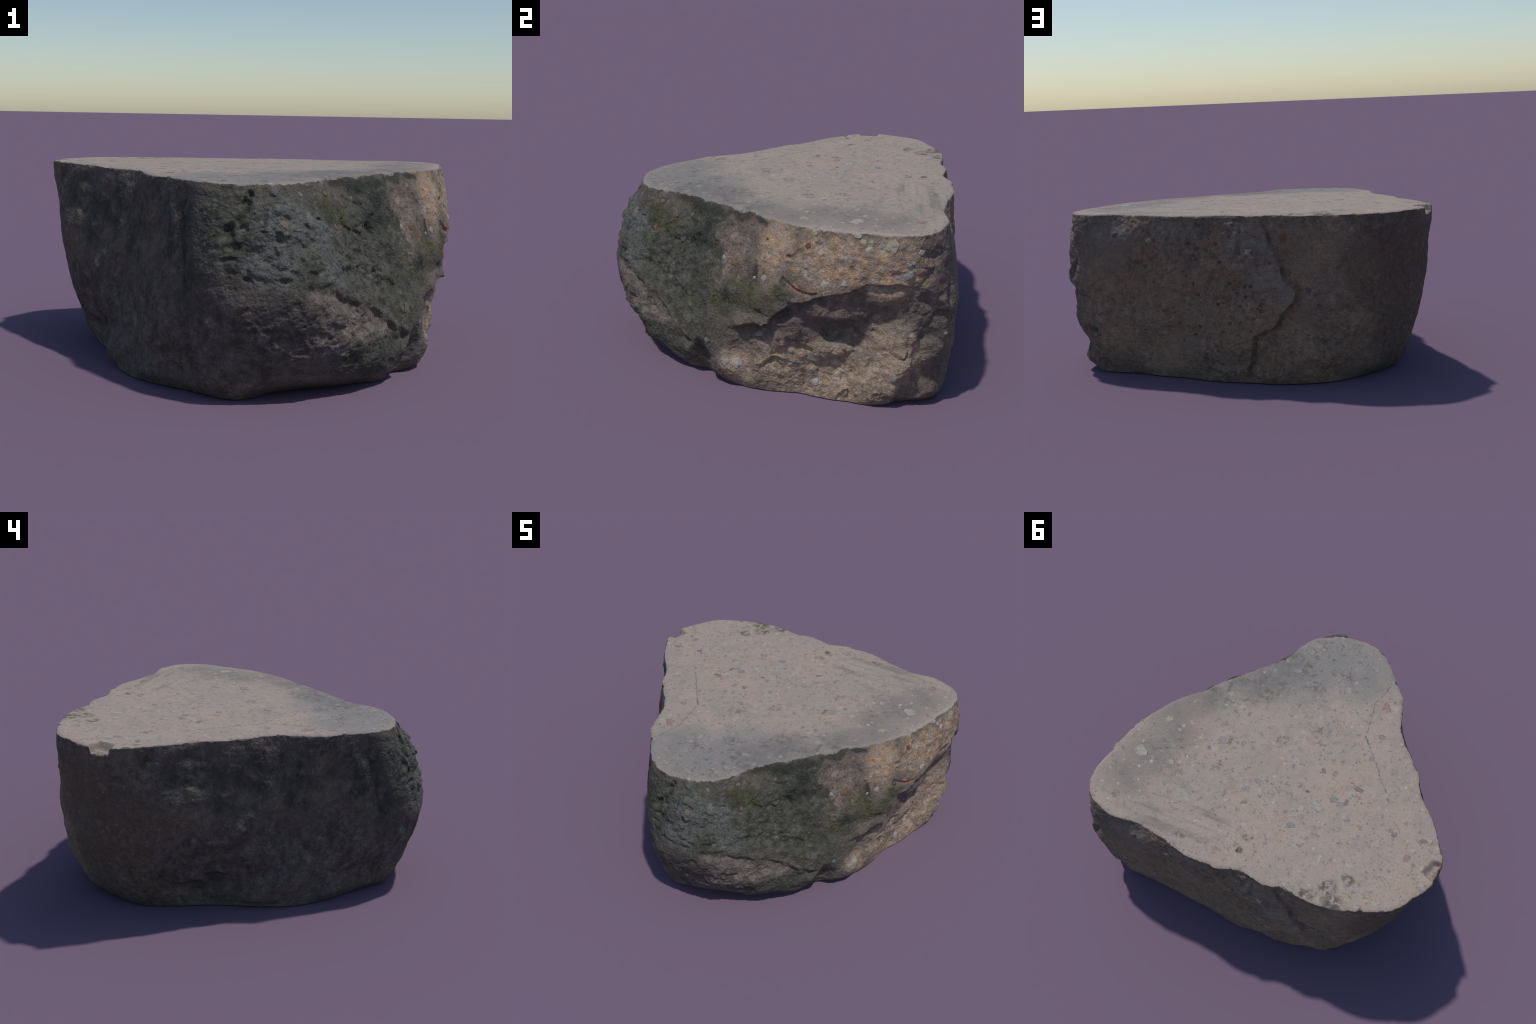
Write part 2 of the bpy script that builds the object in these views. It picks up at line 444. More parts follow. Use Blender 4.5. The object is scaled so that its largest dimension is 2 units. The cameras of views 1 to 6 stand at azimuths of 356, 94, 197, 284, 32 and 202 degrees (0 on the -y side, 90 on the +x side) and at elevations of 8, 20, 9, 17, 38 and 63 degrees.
# vertex normals of the whole body
VN = np.zeros_like(V)
fnq = np.cross(V[quads[:, 2]] - V[quads[:, 0]], V[quads[:, 3]] - V[quads[:, 1]])
for k in range(4):
    np.add.at(VN, quads[:, k], fnq)
for F in (fan_lo, fan_hi):
    fn = np.cross(V[F[:, 1]] - V[F[:, 0]], V[F[:, 2]] - V[F[:, 0]])
    for k in range(3):
        np.add.at(VN, F[:, k], fn)
VN /= np.maximum(np.linalg.norm(VN, axis=1), 1e-12)[:, None]

# which face belongs to which part
w_lo, w_hi = N_BOT, N_BOT + N_WALL - 1                    # wall columns
mid = V[quads].mean(1)
ragged = fbm(mid, 26, 3, seed=71.0) * 5 + fbm(mid, 6, 2, seed=72.0) * 5
is_bot = q_col < w_lo
is_top = q_col + ragged >= w_hi - 1
is_top &= q_col >= w_hi - 5
is_top |= q_col >= w_hi + 5
is_top &= ~((chip_depth(mid[:, 0], mid[:, 1]) > .001) & (q_col < w_hi + 2))     # chip edge takes the dark side material to show its shadow
wall_i = np.clip(q_col - N_BOT, 0, N_WALL - 1)
lip_d, _ = side_of_line([(339, .365), (345, .385), (351, .41), (357, .49), (1, .55), (5, .575), (11, .585), (15, .61), (19, .635),
                         (24, .645), (28, .635), (32, .59), (36, .51), (40, .46)])
inside = (lip_d < 0) & (dth(6) > -42) & (dth(6) < 36)
is_brk = inside[q_ang * N_WALL + wall_i] & ~is_top & ~is_bot
is_side = ~(is_top | is_bot | is_brk)

boulder = bpy.data.objects.new("boulder", None)
bpy.context.scene.collection.objects.link(boulder)
boulder["label"] = "flat-topped boulder of pinkish pebbly rock with mossy, broken sides"
boulder["category"] = "boulder"


def make_part(name, faces4, faces3, mat):
    used = np.unique(np.concatenate([faces4.ravel(), faces3.ravel()]) if len(faces3) else faces4.ravel())
    remap = np.full(len(V), -1)
    remap[used] = np.arange(len(used))
    f4 = remap[faces4]
    f3 = remap[faces3] if len(faces3) else np.zeros((0, 3), int)
    me = bpy.data.meshes.new(name)
    me.vertices.add(len(used))
    me.vertices.foreach_set("co", V[used].astype(np.float32).ravel())
    loops = np.concatenate([f4.ravel(), f3.ravel()]).astype(np.int32)
    me.loops.add(len(loops))
    me.loops.foreach_set("vertex_index", loops)
    n = len(f4) + len(f3)
    start = np.concatenate([np.arange(len(f4)) * 4, len(f4) * 4 + np.arange(len(f3)) * 3]).astype(np.int32)
    me.polygons.add(n)
    me.polygons.foreach_set("loop_start", start)
    me.polygons.foreach_set("use_smooth", np.ones(n, bool))
    me.update(calc_edges=True)
    me.validate()
    me.normals_split_custom_set_from_vertices(VN[used].astype(np.float32))
    me.materials.append(mat)
    ob = bpy.data.objects.new(name, me)
    bpy.context.scene.collection.objects.link(ob)
    ob.parent = boulder
    return ob


# ------------------------------------------------------------------ materials
class Nodes:
    """Small helper for building colour networks on Object coordinates."""

    def __init__(self, name):
        self.mat = bpy.data.materials.new(name)
        self.mat.use_nodes = True
        self.t = self.mat.node_tree
        self.bsdf = self.t.nodes["Principled BSDF"]
        self.pos = self.t.nodes.new("ShaderNodeTexCoord").outputs["Object"]

    def put(self, sock, v):
        if isinstance(v, bpy.types.NodeSocket):
            self.t.links.new(v, sock)
        elif isinstance(v, tuple) and len(v) == 3 and sock.type == "RGBA":
            sock.default_value = (*v, 1)
        else:
            sock.default_value = v

    def math(self, op, a, b=0.0, c=0.0, clamp=False):
        n = self.t.nodes.new("ShaderNodeMath")
        n.operation, n.use_clamp = op, clamp
        for s, v in zip(n.inputs, (a, b, c)):
            self.put(s, v)
        return n.outputs[0]

    def vec(self, op, a, b=(0, 0, 0)):
        n = self.t.nodes.new("ShaderNodeVectorMath")
        n.operation = op
        self.put(n.inputs[0], a)
        self.put(n.inputs[1], b)
        return n.outputs["Value" if op in ("LENGTH", "DISTANCE", "DOT_PRODUCT") else "Vector"]

    def noise(self, scale, detail=4, rough=.55, pos=None, dist=0.0, colour=False, offset=None):
        n = self.t.nodes.new("ShaderNodeTexNoise")
        p = pos or self.pos
        if offset:
            p = self.vec("ADD", p, (offset, offset * .7, -offset))
        self.put(n.inputs["Vector"], p)
        for k, v in (("Scale", scale), ("Detail", detail), ("Roughness", rough), ("Distortion", dist)):
            n.inputs[k].default_value = v
        return n.outputs["Color" if colour else "Fac"]

    def voronoi(self, scale, pos=None, feature="F1", rnd=1.0):
        n = self.t.nodes.new("ShaderNodeTexVoronoi")
        n.feature = feature
        self.put(n.inputs["Vector"], pos or self.pos)
        n.inputs["Scale"].default_value = scale
        n.inputs["Randomness"].default_value = rnd
        return n

    def ramp(self, x, a, b, lo=0.0, hi=1.0):
        n = self.t.nodes.new("ShaderNodeMapRange")
        n.interpolation_type = "SMOOTHSTEP"
        self.put(n.inputs["Value"], x)
        for k, v in (("From Min", a), ("From Max", b), ("To Min", lo), ("To Max", hi)):
            n.inputs[k].default_value = v
        return n.outputs[0]

    def mix(self, fac, a, b, mode="MIX"):
        n = self.t.nodes.new("ShaderNodeMix")
        n.data_type, n.blend_type = "RGBA", mode
        self.put(n.inputs[0], fac)
        self.put(n.inputs[6], a)
        self.put(n.inputs[7], b)
        return n.outputs[2]

    def warp(self, scale, amount, detail=3):
        c = self.vec("SUBTRACT", self.noise(scale, detail, colour=True), (.5, .5, .5))
        return self.vec("ADD", self.pos, self.vec("MULTIPLY", c, (amount * 2,) * 3))

    def patch(self, pos, places, inner=.55, outer=1.0):
        """Union of soft ellipsoids: (centre, horizontal radius, vertical radius)."""
        out = None
        for c, rh, rv in places:
            d = self.vec("LENGTH", self.vec("MULTIPLY", self.vec("SUBTRACT", pos, c), (1 / rh, 1 / rh, 1 / rv)))
            out = d if out is None else self.math("MINIMUM", out, d)
        return self.ramp(out, inner, outer, 1.0, 0.0)

    def mul(self, a, b):
        return self.math("MULTIPLY", a, b, clamp=True)

    def line(self, pos, pts, width):
        """Mask of a thin crack along a polyline of points."""
        out = None
        for a, b in zip(pts[:-1], pts[1:]):
            a, b = Vector(a), Vector(b)
            d = b - a
            t = self.math("DIVIDE", self.vec("DOT_PRODUCT", self.vec("SUBTRACT", pos, tuple(a)), tuple(d)), d.length_squared, clamp=True)
            n = self.t.nodes.new("ShaderNodeVectorMath")
            n.operation = "SCALE"
            n.inputs[0].default_value = tuple(d)
            self.put(n.inputs["Scale"], t)
            q = self.vec("ADD", n.outputs[0], tuple(a))
            dd = self.vec("DISTANCE", pos, q)
            out = dd if out is None else self.math("MINIMUM", out, dd)
        return self.ramp(out, width * .35, width, 1.0, 0.0)

    def finish(self, colour, rough, height, dist, strength=1.0):
        self.put(self.bsdf.inputs["Base Color"], colour)
        self.put(self.bsdf.inputs["Roughness"], rough)
        self.bsdf.inputs["Specular IOR Level"].default_value = .25
        b = self.t.nodes.new("ShaderNodeBump")
        b.inputs["Strength"].default_value = strength
        b.inputs["Distance"].default_value = dist
        self.put(b.inputs["Height"], height)
        self.t.links.new(b.outputs[0], self.bsdf.inputs["Normal"])
        return self.mat


def pebble_speckle(k, colour, scale, share, tint, size=.42, soft=.05):
    """Small clasts: random cells of a Voronoi pattern coloured as pebbles."""
    w = k.warp(scale * 1.1, .42 / scale, 3)
    v = k.voronoi(scale, w)
    sep = k.t.nodes.new("ShaderNodeSeparateColor")
    k.put(sep.inputs[0], v.outputs["Color"])
    chosen = k.ramp(sep.outputs[0], 1 - share - .01, 1 - share + .01)
    sizes = k.math("MULTIPLY", sep.outputs[1], size)
    body = k.ramp(k.math("SUBTRACT", v.outputs["Distance"], sizes), -soft * .6, soft, 1.0, 0.0)
    return k.mix(k.mul(chosen, body), colour, tint)


def rock_top():
    k = Nodes("sawn_conglomerate")
    w = k.warp(5, .05)
    wf = k.warp(24, .022, 4)
    col = k.mix(k.ramp(k.noise(5, 4), .35, .65), (.375, .295, .245), (.335, .285, .245))
    col = k.mix(k.ramp(k.noise(14, 3, offset=3.0), .45, .7, 0, .5), col, (.41, .335, .285))
    warm = k.patch(w, [((-.60, .60, .87), .55, .5), ((.10, .62, .87), .35, .5), ((-.35, .20, .87), .35, .5)], .2, 1.2)
    col = k.mix(k.mul(warm, k.ramp(k.noise(3, 3, offset=11.0), .35, .65, .15, .6)), col, (.415, .312, .248))
    # grey film along the worn, low edge, at the narrow end and at the sharp corner
    z = .87
    grey = k.patch(w, [((.42, -.33, z), .27, .3), ((.26, -.44, z), .24, .3), ((.60, -.13, z), .24, .3), ((.32, -.28, z), .2, .3)], 0, 1.15)
    pale = k.patch(w, [((-.02, -.66, z), .34, .3), ((-.22, -.58, z), .30, .3), ((.12, -.44, z), .30, .3)], .3, 1.15)
    col = k.mix(k.mul(pale, k.ramp(k.noise(12, 7, .75, offset=17.0), .36, .62, .25, .9)), col, (.250, .240, .230))
    col = k.mix(k.mul(grey, k.ramp(k.noise(14, 7, .75, offset=12.0), .36, .62, .3, .92)), col, (.152, .144, .137))
    dusk = k.patch(w, [((.72, .38, z), .22, .3), ((.62, .22, z), .18, .3), ((.80, .55, z), .18, .3), ((.70, .10, z), .2, .3)], .1, 1.2)
    col = k.mix(k.mul(dusk, .75), col, (.215, .185, .168))
    # clasts of several sizes
    col = pebble_speckle(k, col, 22, .12, (.385, .345, .305), soft=.12)
    col = pebble_speckle(k, col, 27, .08, (.295, .265, .24), soft=.12)
    col = pebble_speckle(k, col, 40, .10, (.43, .385, .335), soft=.14)
    col = pebble_speckle(k, col, 48, .08, (.27, .21, .185), soft=.12)
    col = pebble_speckle(k, col, 75, .07, (.22, .20, .175), .5, soft=.16)
    col = k.mix(k.math('MULTIPLY', k.math('MAXIMUM', grey, k.mul(pale, .8)), .35), col, (.168, .160, .153))
    # soft olive-grey mottling between the pebbles
    mo = k.mul(k.ramp(k.noise(30, 6, .72, offset=7.0), .54, .66), k.ramp(k.noise(5.5, 4, offset=8.0), .34, .56))
    col = k.mix(k.mul(mo, .85), col, (.165, .155, .135))
    dim = k.ramp(k.noise(13, 7, .72, offset=43.0), .50, .70, 0, .45)
    col = k.mix(dim, col, (.245, .208, .182))
    # brown-grey lichen stains
    st = k.patch(wf, [((.34, .15, z), .05, .3), ((.06, .04, z), .055, .3), ((-.11, -.09, z), .045, .3), ((.34, .31, z), .04, .3),
                      ((.24, -.22, z), .09, .3), ((.18, -.30, z), .06, .3), ((.01, -.37, z), .08, .3), ((.08, -.66, z), .05, .3), ((.20, -.52, z), .04, .3), ((.43, .23, z), .022, .3), ((.36, .20, z), .022, .3),
                      ((-.13, .27, z), .03, .3), ((-.06, .47, z), .02, .3), ((.39, .59, z), .018, .3)], .2, 1.0)
    col = k.mix(k.mul(k.mul(st, k.ramp(k.noise(40, 4, .7), .42, .6)), .75), col, (.13, .118, .098))
    li = k.patch(wf, [((.37, .77, z), .04, .3), ((.02, .66, z), .035, .3), ((-.47, .78, z), .07, .3), ((-.56, .70, z), .045, .3),
                      ((-.40, .845, z), .045, .3), ((-.52, .85, z), .07, .3), ((.04, .75, z), .025, .3), ((-.18, .29, z), .018, .3), ((-.36, .85, z), .03, .3)], .35, .95)
    col = k.mix(k.mul(k.mul(li, k.ramp(k.noise(22, 5, .7, offset=2.0), .41, .53)), .92), col, (.105, .094, .068))
    # long scuffs near the sharp corner
    sq = k.vec("MULTIPLY", k.pos, (2.0, 14.0, 4.0))
    sc = k.patch(w, [((.55, .68, z), .30, .3), ((.30, .66, z), .2, .3)], .3, 1.0)
    col = k.mix(k.mul(k.mul(sc, k.ramp(k.noise(1.6, 4, pos=sq), .46, .66)), .6), col, (.19, .17, .15))
    blot = k.patch(w, [((.0, -.55, z), .34, .3), ((.45, -.2, z), .25, .3), ((.65, .3, z), .2, .3)], .3, 1.1)
    col = k.mix(k.mul(blot, k.ramp(k.noise(26, 6, .75, offset=41.0), .53, .64, 0, .7)), col, (.095, .092, .085))
    # hairline cracks
    wl = k.warp(28, .010, 3)
    ck = k.line(wl, [(-.37, -.15, z), (-.49, .01, z), (-.56, .11, z), (-.625, .20, z)], .0085)
    thin = k.line(wl, [(-.41, -.55, z), (-.35, -.38, z), (-.36, -.29, z), (-.37, -.15, z), (-.30, -.02, z)], .0055)
    thin2 = k.line(wl, [(-.92, .66, z), (-.79, .51, z), (-.73, .41, z), (-.80, .44, z)], .0055)
    thin3 = k.line(wl, [(.04, .74, z), (-.09, .53, z)], .0055)
    thin4 = k.line(wl, [(.14, .75, z), (.11, .65, z)], .0055)
    thin5 = k.line(wl, [(-.385, -.10, z), (-.42, .02, z), (-.40, .11, z)], .0055)
    th = thin
    for q in (thin2, thin3, thin4, thin5):
        th = k.math("MAXIMUM", th, q)
    crk = k.math("MAXIMUM", k.mul(ck, .6), k.mul(k.mul(th, k.ramp(k.noise(30, 2), .3, .6)), .55))
    col = k.mix(crk, col, (.075, .07, .06))
    # fine dark pores and grain
    pores = k.ramp(k.noise(110, 3, .6), .62, .72)
    col = k.mix(k.mul(pores, .55), col, (.13, .115, .10))
    col = k.mix(.22, col, k.ramp(k.noise(160, 2, .6), .25, .75, .25, .75), "OVERLAY")
    h = k.math("SUBTRACT", k.math("MULTIPLY", k.noise(90, 4, .65), .5), k.math("MULTIPLY", k.math("ADD", pores, crk), .5))
    return k.finish(col, .82, h, .003, .6)


def rock_side(name):
    k = Nodes(name)
    w = k.warp(6, .08, 5)
    wf = k.warp(14, .045, 5)
    n_big, n_mid, n_fine = k.noise(4, 5, .6), k.noise(16, 5, .65, offset=1.0), k.noise(60, 4, .7, offset=5.0)
    P = lambda *l: [(at(t, z), rh, rv) for t, z, rh, rv in l]
    # base colour: dark brown to grey-brown, ochre on the broken end
    col = k.mix(k.ramp(n_big, .38, .62), (.165, .130, .105), (.125, .108, .096))
    ochre = k.patch(w, P((10, .74, .26, .20), (352, .74, .16, .2), (24, .72, .2, .25)), .3, 1.1)
    col = k.mix(k.mul(ochre, .85), col, k.mix(k.ramp(n_mid, .4, .62), (.455, .300, .185), (.385, .305, .235)))
    tan = k.patch(w, P((10, .12, .34, .26), (355, .15, .25, .2), (25, .25, .2, .25), (338, .12, .12, .16)), .4, 1.1)
    col = k.mix(k.mul(tan, .85), col, k.mix(k.ramp(n_mid, .38, .62), (.42, .310, .215), (.345, .26, .19)))
    plum = k.patch(w, P((14, .47, .24, .13), (4, .40, .16, .13), (350, .31, .16, .09), (34, .70, .09, .24), (26, .80, .08, .05), (340, .25, .08, .08), (4, .12, .06, .05)), .4, 1.1)
    col = k.mix(k.mul(plum, k.ramp(n_mid, .3, .6, .3, .75)), col, (.185, .135, .12))
    # grey-brown back, albedo lowered since it faces away from the sun; rusty stains
    back = k.patch(w, P((60, .45, .5, .6), (100, .45, .5, .6), (125, .4, .35, .6)), .6, 1.1)
    col = k.mix(k.mul(back, .8), col, k.mix(k.ramp(n_big, .4, .6), (.240, .182, .130), (.315, .225, .148)))
    slate = k.patch(wf, P((98, .70, .17, .14), (106, .56, .12, .10), (48, .78, .2, .07), (70, .8, .15, .06), (112, .48, .07, .07)), .4, 1.05)
    col = k.mix(k.mul(slate, .7), col, (.240, .206, .176))
    rust = k.patch(wf, P((61, .64, .05, .10), (62, .50, .04, .10), (84, .76, .06, .06), (86, .60, .10, .06), (92, .56, .09, .04), (80, .56, .05, .05), (112, .76, .045, .05),
                         (109, .68, .05, .06), (96, .66, .05, .05), (50, .50, .07, .12), (116, .56, .06, .06), (74, .46, .09, .08), (88, .47, .08, .07), (106, .14, .07, .08)), .3, 1.1)
    col = k.mix(k.mul(k.mul(rust, k.ramp(n_mid, .36, .60)), .65), col, (.275, .160, .090))
    fawn = k.patch(wf, P((119, .55, .07, .16), (116, .25, .07, .12), (72, .44, .14, .16), (84, .66, .12, .10)), .2, 1.1)
    col = k.mix(k.mul(fawn, k.ramp(n_mid, .35, .6, .2, .75)), col, (.31, .225, .155))
    brown = k.patch(w, P((150, .45, .32, .42), (168, .35, .25, .4), (138, .6, .2, .3)), .5, 1.1)
    col = k.mix(k.mul(brown, .75), col, k.mix(k.ramp(n_mid, .4, .65), (.150, .106, .074), (.128, .102, .082)))  # brown corner dimmed to match its unlit side
    # purplish-grey lower end and front foot, colour deepened for lack of sunlight
    dusky = k.patch(w, P((200, .28, .40, .26), (230, .24, .40, .30), (255, .24, .35, .25), (270, .22, .25, .22), (178, .30, .2, .2)), .5, 1.1)
    col = k.mix(k.mul(dusky, .9), col, k.mix(k.ramp(n_mid, .38, .62), (.078, .065, .060), (.142, .121, .110)))
    # pebbles too small to pick apart: plain on the fresh breaks, faint under the weathered skin
    fresh = k.patch(w, P((10, .74, .34, .25), (10, .15, .40, .32), (345, .74, .2, .22), (26, .45, .2, .4)), .6, 1.1)
    plain = col
    col = pebble_speckle(k, col, 20, .20, (.42, .385, .345), soft=.12)
    col = pebble_speckle(k, col, 32, .18, (.27, .255, .25), soft=.12)
    col = pebble_speckle(k, col, 30, .10, (.40, .25, .14), soft=.2)
    col = pebble_speckle(k, col, 52, .2, (.44, .39, .32), soft=.1)
    col = pebble_speckle(k, col, 70, .15, (.19, .14, .12), .5, soft=.1)
    col = k.mix(k.ramp(fresh, 0, 1, .16, .45), plain, col)
    # black mottling on the smooth end
    black = k.patch(w, P((185, .72, .28, .16), (205, .70, .30, .18), (225, .72, .30, .18), (243, .66, .22, .28), (250, .50, .12, .2), (168, .82, .10, .05), (193, .58, .14, .09), (215, .55, .2, .1)), .3, 1.2)
    col = k.mix(k.mul(black, k.ramp(k.noise(13, 5, .7, offset=9.0), .36, .60, .15, .9)), col, (.050, .049, .046))
    # greenish-grey lichen, about half as bright to carry the flank's baked shade
    lich = k.patch(w, P((262, .66, .20, .22), (275, .64, .26, .30), (292, .58, .28, .30), (305, .56, .26, .34), (318, .46, .24, .34), (308, .80, .12, .10), (320, .74, .12, .16), (300, .16, .3, .14), (255, .66, .14, .2), (330, .47, .12, .10), (326, .60, .07, .12)), .45, 1.25)
    lcol = k.mix(k.ramp(n_mid, .36, .60), (.050, .052, .038), (.088, .088, .070))
    lcol = k.mix(k.ramp(k.noise(36, 4, .7, offset=4.0), .54, .68, 0, .75), lcol, (.155, .155, .142))
    col = k.mix(k.mul(lich, k.ramp(k.noise(9, 6, .7, offset=6.0), .28, .46, .40, .98)), col, lcol)
    olive = k.patch(w, P((328, .55, .16, .30), (338, .62, .14, .22), (342, .42, .14, .12), (330, .25, .10, .12), (318, .30, .12, .2)), .2, 1.2)
    col = k.mix(k.mul(olive, k.ramp(k.noise(11, 6, .72, offset=31.0), .46, .58, 0, .85)), col, k.mix(k.ramp(n_mid, .4, .6), (.072, .068, .044), (.125, .108, .078)))
    # grey crust on the knobbly nose, toned down for its deep shadows
    crust = k.patch(wf, P((272, .70, .14, .15), (268, .56, .14, .12), (281, .66, .10, .12), (285, .53, .10, .09)), .5, 1.1)
    col = k.mix(k.mul(crust, k.ramp(n_fine, .40, .58, .1, .8)), col, (.15, .150, .142))
    # dark algae: under the rim and in streaks
    alg = k.patch(wf, P((296, .845, .10, .035), (308, .82, .10, .05), (320, .83, .10, .04), (334, .845, .12, .03), (346, .85, .08, .02), (312, .68, .10, .09), (316, .76, .05, .06), (345, .62, .03, .07), (341, .67, .03, .04)), .35, 1.1)
    col = k.mix(k.mul(alg, .82), col, (.034, .035, .031))
    # bare pink patches
    pink = k.patch(wf, P((284, .40, .07, .06), (289, .32, .10, .09), (296, .28, .11, .07), (284, .25, .10, .06), (304, .255, .07, .04), (278, .44, .05, .04)), .45, 1.1)
    col = k.mix(k.mul(pink, k.ramp(n_mid, .30, .55, .2, .95)), col, k.mix(k.ramp(n_fine, .4, .62), (.16, .120, .105), (.225, .19, .17)))
    strip = k.patch(wf, P((333, .74, .12, .07), (337, .69, .12, .06), (331, .64, .05, .07), (332, .58, .05, .06), (328, .52, .04, .04), (327, .46, .04, .03)), .5, 1.1)
    col = k.mix(k.mul(strip, k.ramp(k.noise(13, 6, .7, offset=33.0), .36, .56, .1, .9)), col, k.mix(k.ramp(n_fine, .4, .62), (.20, .145, .115), (.28, .225, .185)))
    # moss
    moss = k.patch(wf, P((344, .53, .09, .08), (350, .50, .08, .06), (355, .55, .06, .05), (340, .46, .08, .05), (286, .75, .08, .07), (292, .70, .07, .06), (356, .60, .03, .03), (352, .46, .05, .03), (334, .42, .06, .05), (328, .44, .06, .06), (338, .56, .05, .05), (345, .46, .10, .05)), .2, 1.25)
    col = k.mix(k.mul(moss, k.ramp(n_mid, .34, .54, .25, .95)), col, k.mix(k.ramp(n_fine, .4, .65), (.050, .054, .024), (.105, .102, .052)))
    dark_low = k.patch(wf, P((283, .30, .16, .12), (275, .36, .12, .1), (300, .12, .2, .08), (322, .13, .08, .1), (268, .30, .2, .2)), .3, 1.2)
    col = k.mix(k.mul(dark_low, k.ramp(n_mid, .36, .62, .75, .05)), col, (.062, .055, .050))
    redf = k.patch(wf, P((0, .585, .035, .025), (2, .575, .03, .015)), .5, 1.1)
    col = k.mix(k.mul(redf, .8), col, (.40, .20, .14))
    white = k.patch(wf, P((284, .205, .05, .025), (287, .20, .03, .02)), .4, 1.1)
    col = k.mix(k.mul(white, k.ramp(n_fine, .4, .6)), col, (.29, .29, .285))
    tanp = k.patch(wf, P((229, .72, .06, .09), (230, .60, .09, .08), (182, .64, .09, .06), (197, .60, .09, .06), (212, .56, .08, .06), (186, .74, .06, .04), (168, .72, .07, .06), (205, .68, .05, .04)), .3, 1.15)
    col = k.mix(k.mul(tanp, k.ramp(k.noise(18, 6, .75, offset=37.0), .40, .58, .1, .85)), col, (.165, .138, .105))
    # grain, and dark flecks painting the shade of crevices
    n_lump = k.noise(30, 5, .7, offset=13.0)
    col = k.mix(k.ramp(k.noise(3.5, 3, offset=21.0), .3, .7, .12, .5), col, k.ramp(n_lump, .30, .70, .12, .88), "OVERLAY")
    col = k.mix(k.ramp(k.noise(24, 4, .75, offset=15.0), .63, .72, 0, .6), col, (.035, .031, .028))
    col = k.mix(k.ramp(n_fine, .58, .72, 0, .55), col, (.030, .027, .024))
    col = k.mix(.35, col, k.ramp(k.noise(120, 3, .65), .25, .75, .2, .8), "OVERLAY")
    h = k.math("ADD", k.math("MULTIPLY", n_fine, .8), k.math("MULTIPLY", k.noise(130, 3, .6), .35))
    return k.finish(col, .9, h, .013, 1.0)


mat_top = rock_top()
mat_side = rock_side("weathered_conglomerate")

none3 = np.zeros((0, 3), int)
top_face = make_part("top_face", quads[is_top], fan_hi, mat_top)
side_wall = make_part("side_wall", quads[is_side], none3, mat_side)
broken_face = make_part("broken_face", quads[is_brk], none3, mat_side)
underside = make_part("underside", quads[is_bot], fan_lo, mat_side)

# ------------------------------------------------------------------ pebbles set in the rock
TINTS = {"w": (.43, .395, .345), "c": (.42, .36, .275), "g": (.34, .310, .28), "b": (.30, .285, .275), "p": (.42, .37, .315),
         "r": (.285, .215, .19), "k": (.36, .255, .22), "m": (.17, .060, .045), "o": (.24, .13, .07), "y": (.46, .34, .19), "l": (.125, .13, .10)}
TINTS |= {"W": (.19, .185, .17), "C": (.20, .165, .125), "G": (.13, .13, .125), "K": (.17, .12, .10)}
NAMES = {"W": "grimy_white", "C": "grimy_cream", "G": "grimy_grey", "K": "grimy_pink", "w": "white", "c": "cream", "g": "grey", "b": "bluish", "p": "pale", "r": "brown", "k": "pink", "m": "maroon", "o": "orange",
         "y": "yellow", "l": "lichen"}


def pebble_material(key):
    k = Nodes(NAMES[key] + "_pebble")
    c = TINTS[key]
    dark = tuple(x * .72 for x in c)
    col = k.mix(k.ramp(k.noise(2.2, 5, .65), .35, .65), dark, c)
    col = k.mix(k.ramp(k.noise(9, 3, .7), .58, .75, 0, .45), col, tuple(x * .45 for x in c))
    return k.finish(col, .75, k.noise(6, 3), .05, .3)


def pebble_mesh(flat, seed):
    """A rounded, slightly lumpy stone of unit radius; `flat` ones are cut level at z = 0.06."""
    import bmesh
    bm = bmesh.new()
    bmesh.ops.create_icosphere(bm, subdivisions=4, radius=1.0)
    co = np.array([v.co[:] for v in bm.verts])
    r = 1 + fbm(co, 1.2, 3, seed=100.0 + seed) * .62
    co = co * r[:, None]
    if flat:
        co[:, 2] = np.minimum(co[:, 2], .06 + .01 * np.clip(.3 - co[:, 2], 0, 1))
    for v, c in zip(bm.verts, co):
        v.co = c
    me = bpy.data.meshes.new("pebble")
    bm.to_mesh(me)
    bm.free()
    me.polygons.foreach_set("use_smooth", np.ones(len(me.polygons), bool))
    return me


pebble_mats = {key: pebble_material(key) for key in TINTS}
pebble_meshes = {}
for key in TINTS:
    for flat in (True, False):
        for s in range(3):
            me = pebble_mesh(flat, s + 3 * flat + ord(key[0]) % 7)
            me.materials.append(pebble_mats[key])
            pebble_meshes[key, flat, s] = me

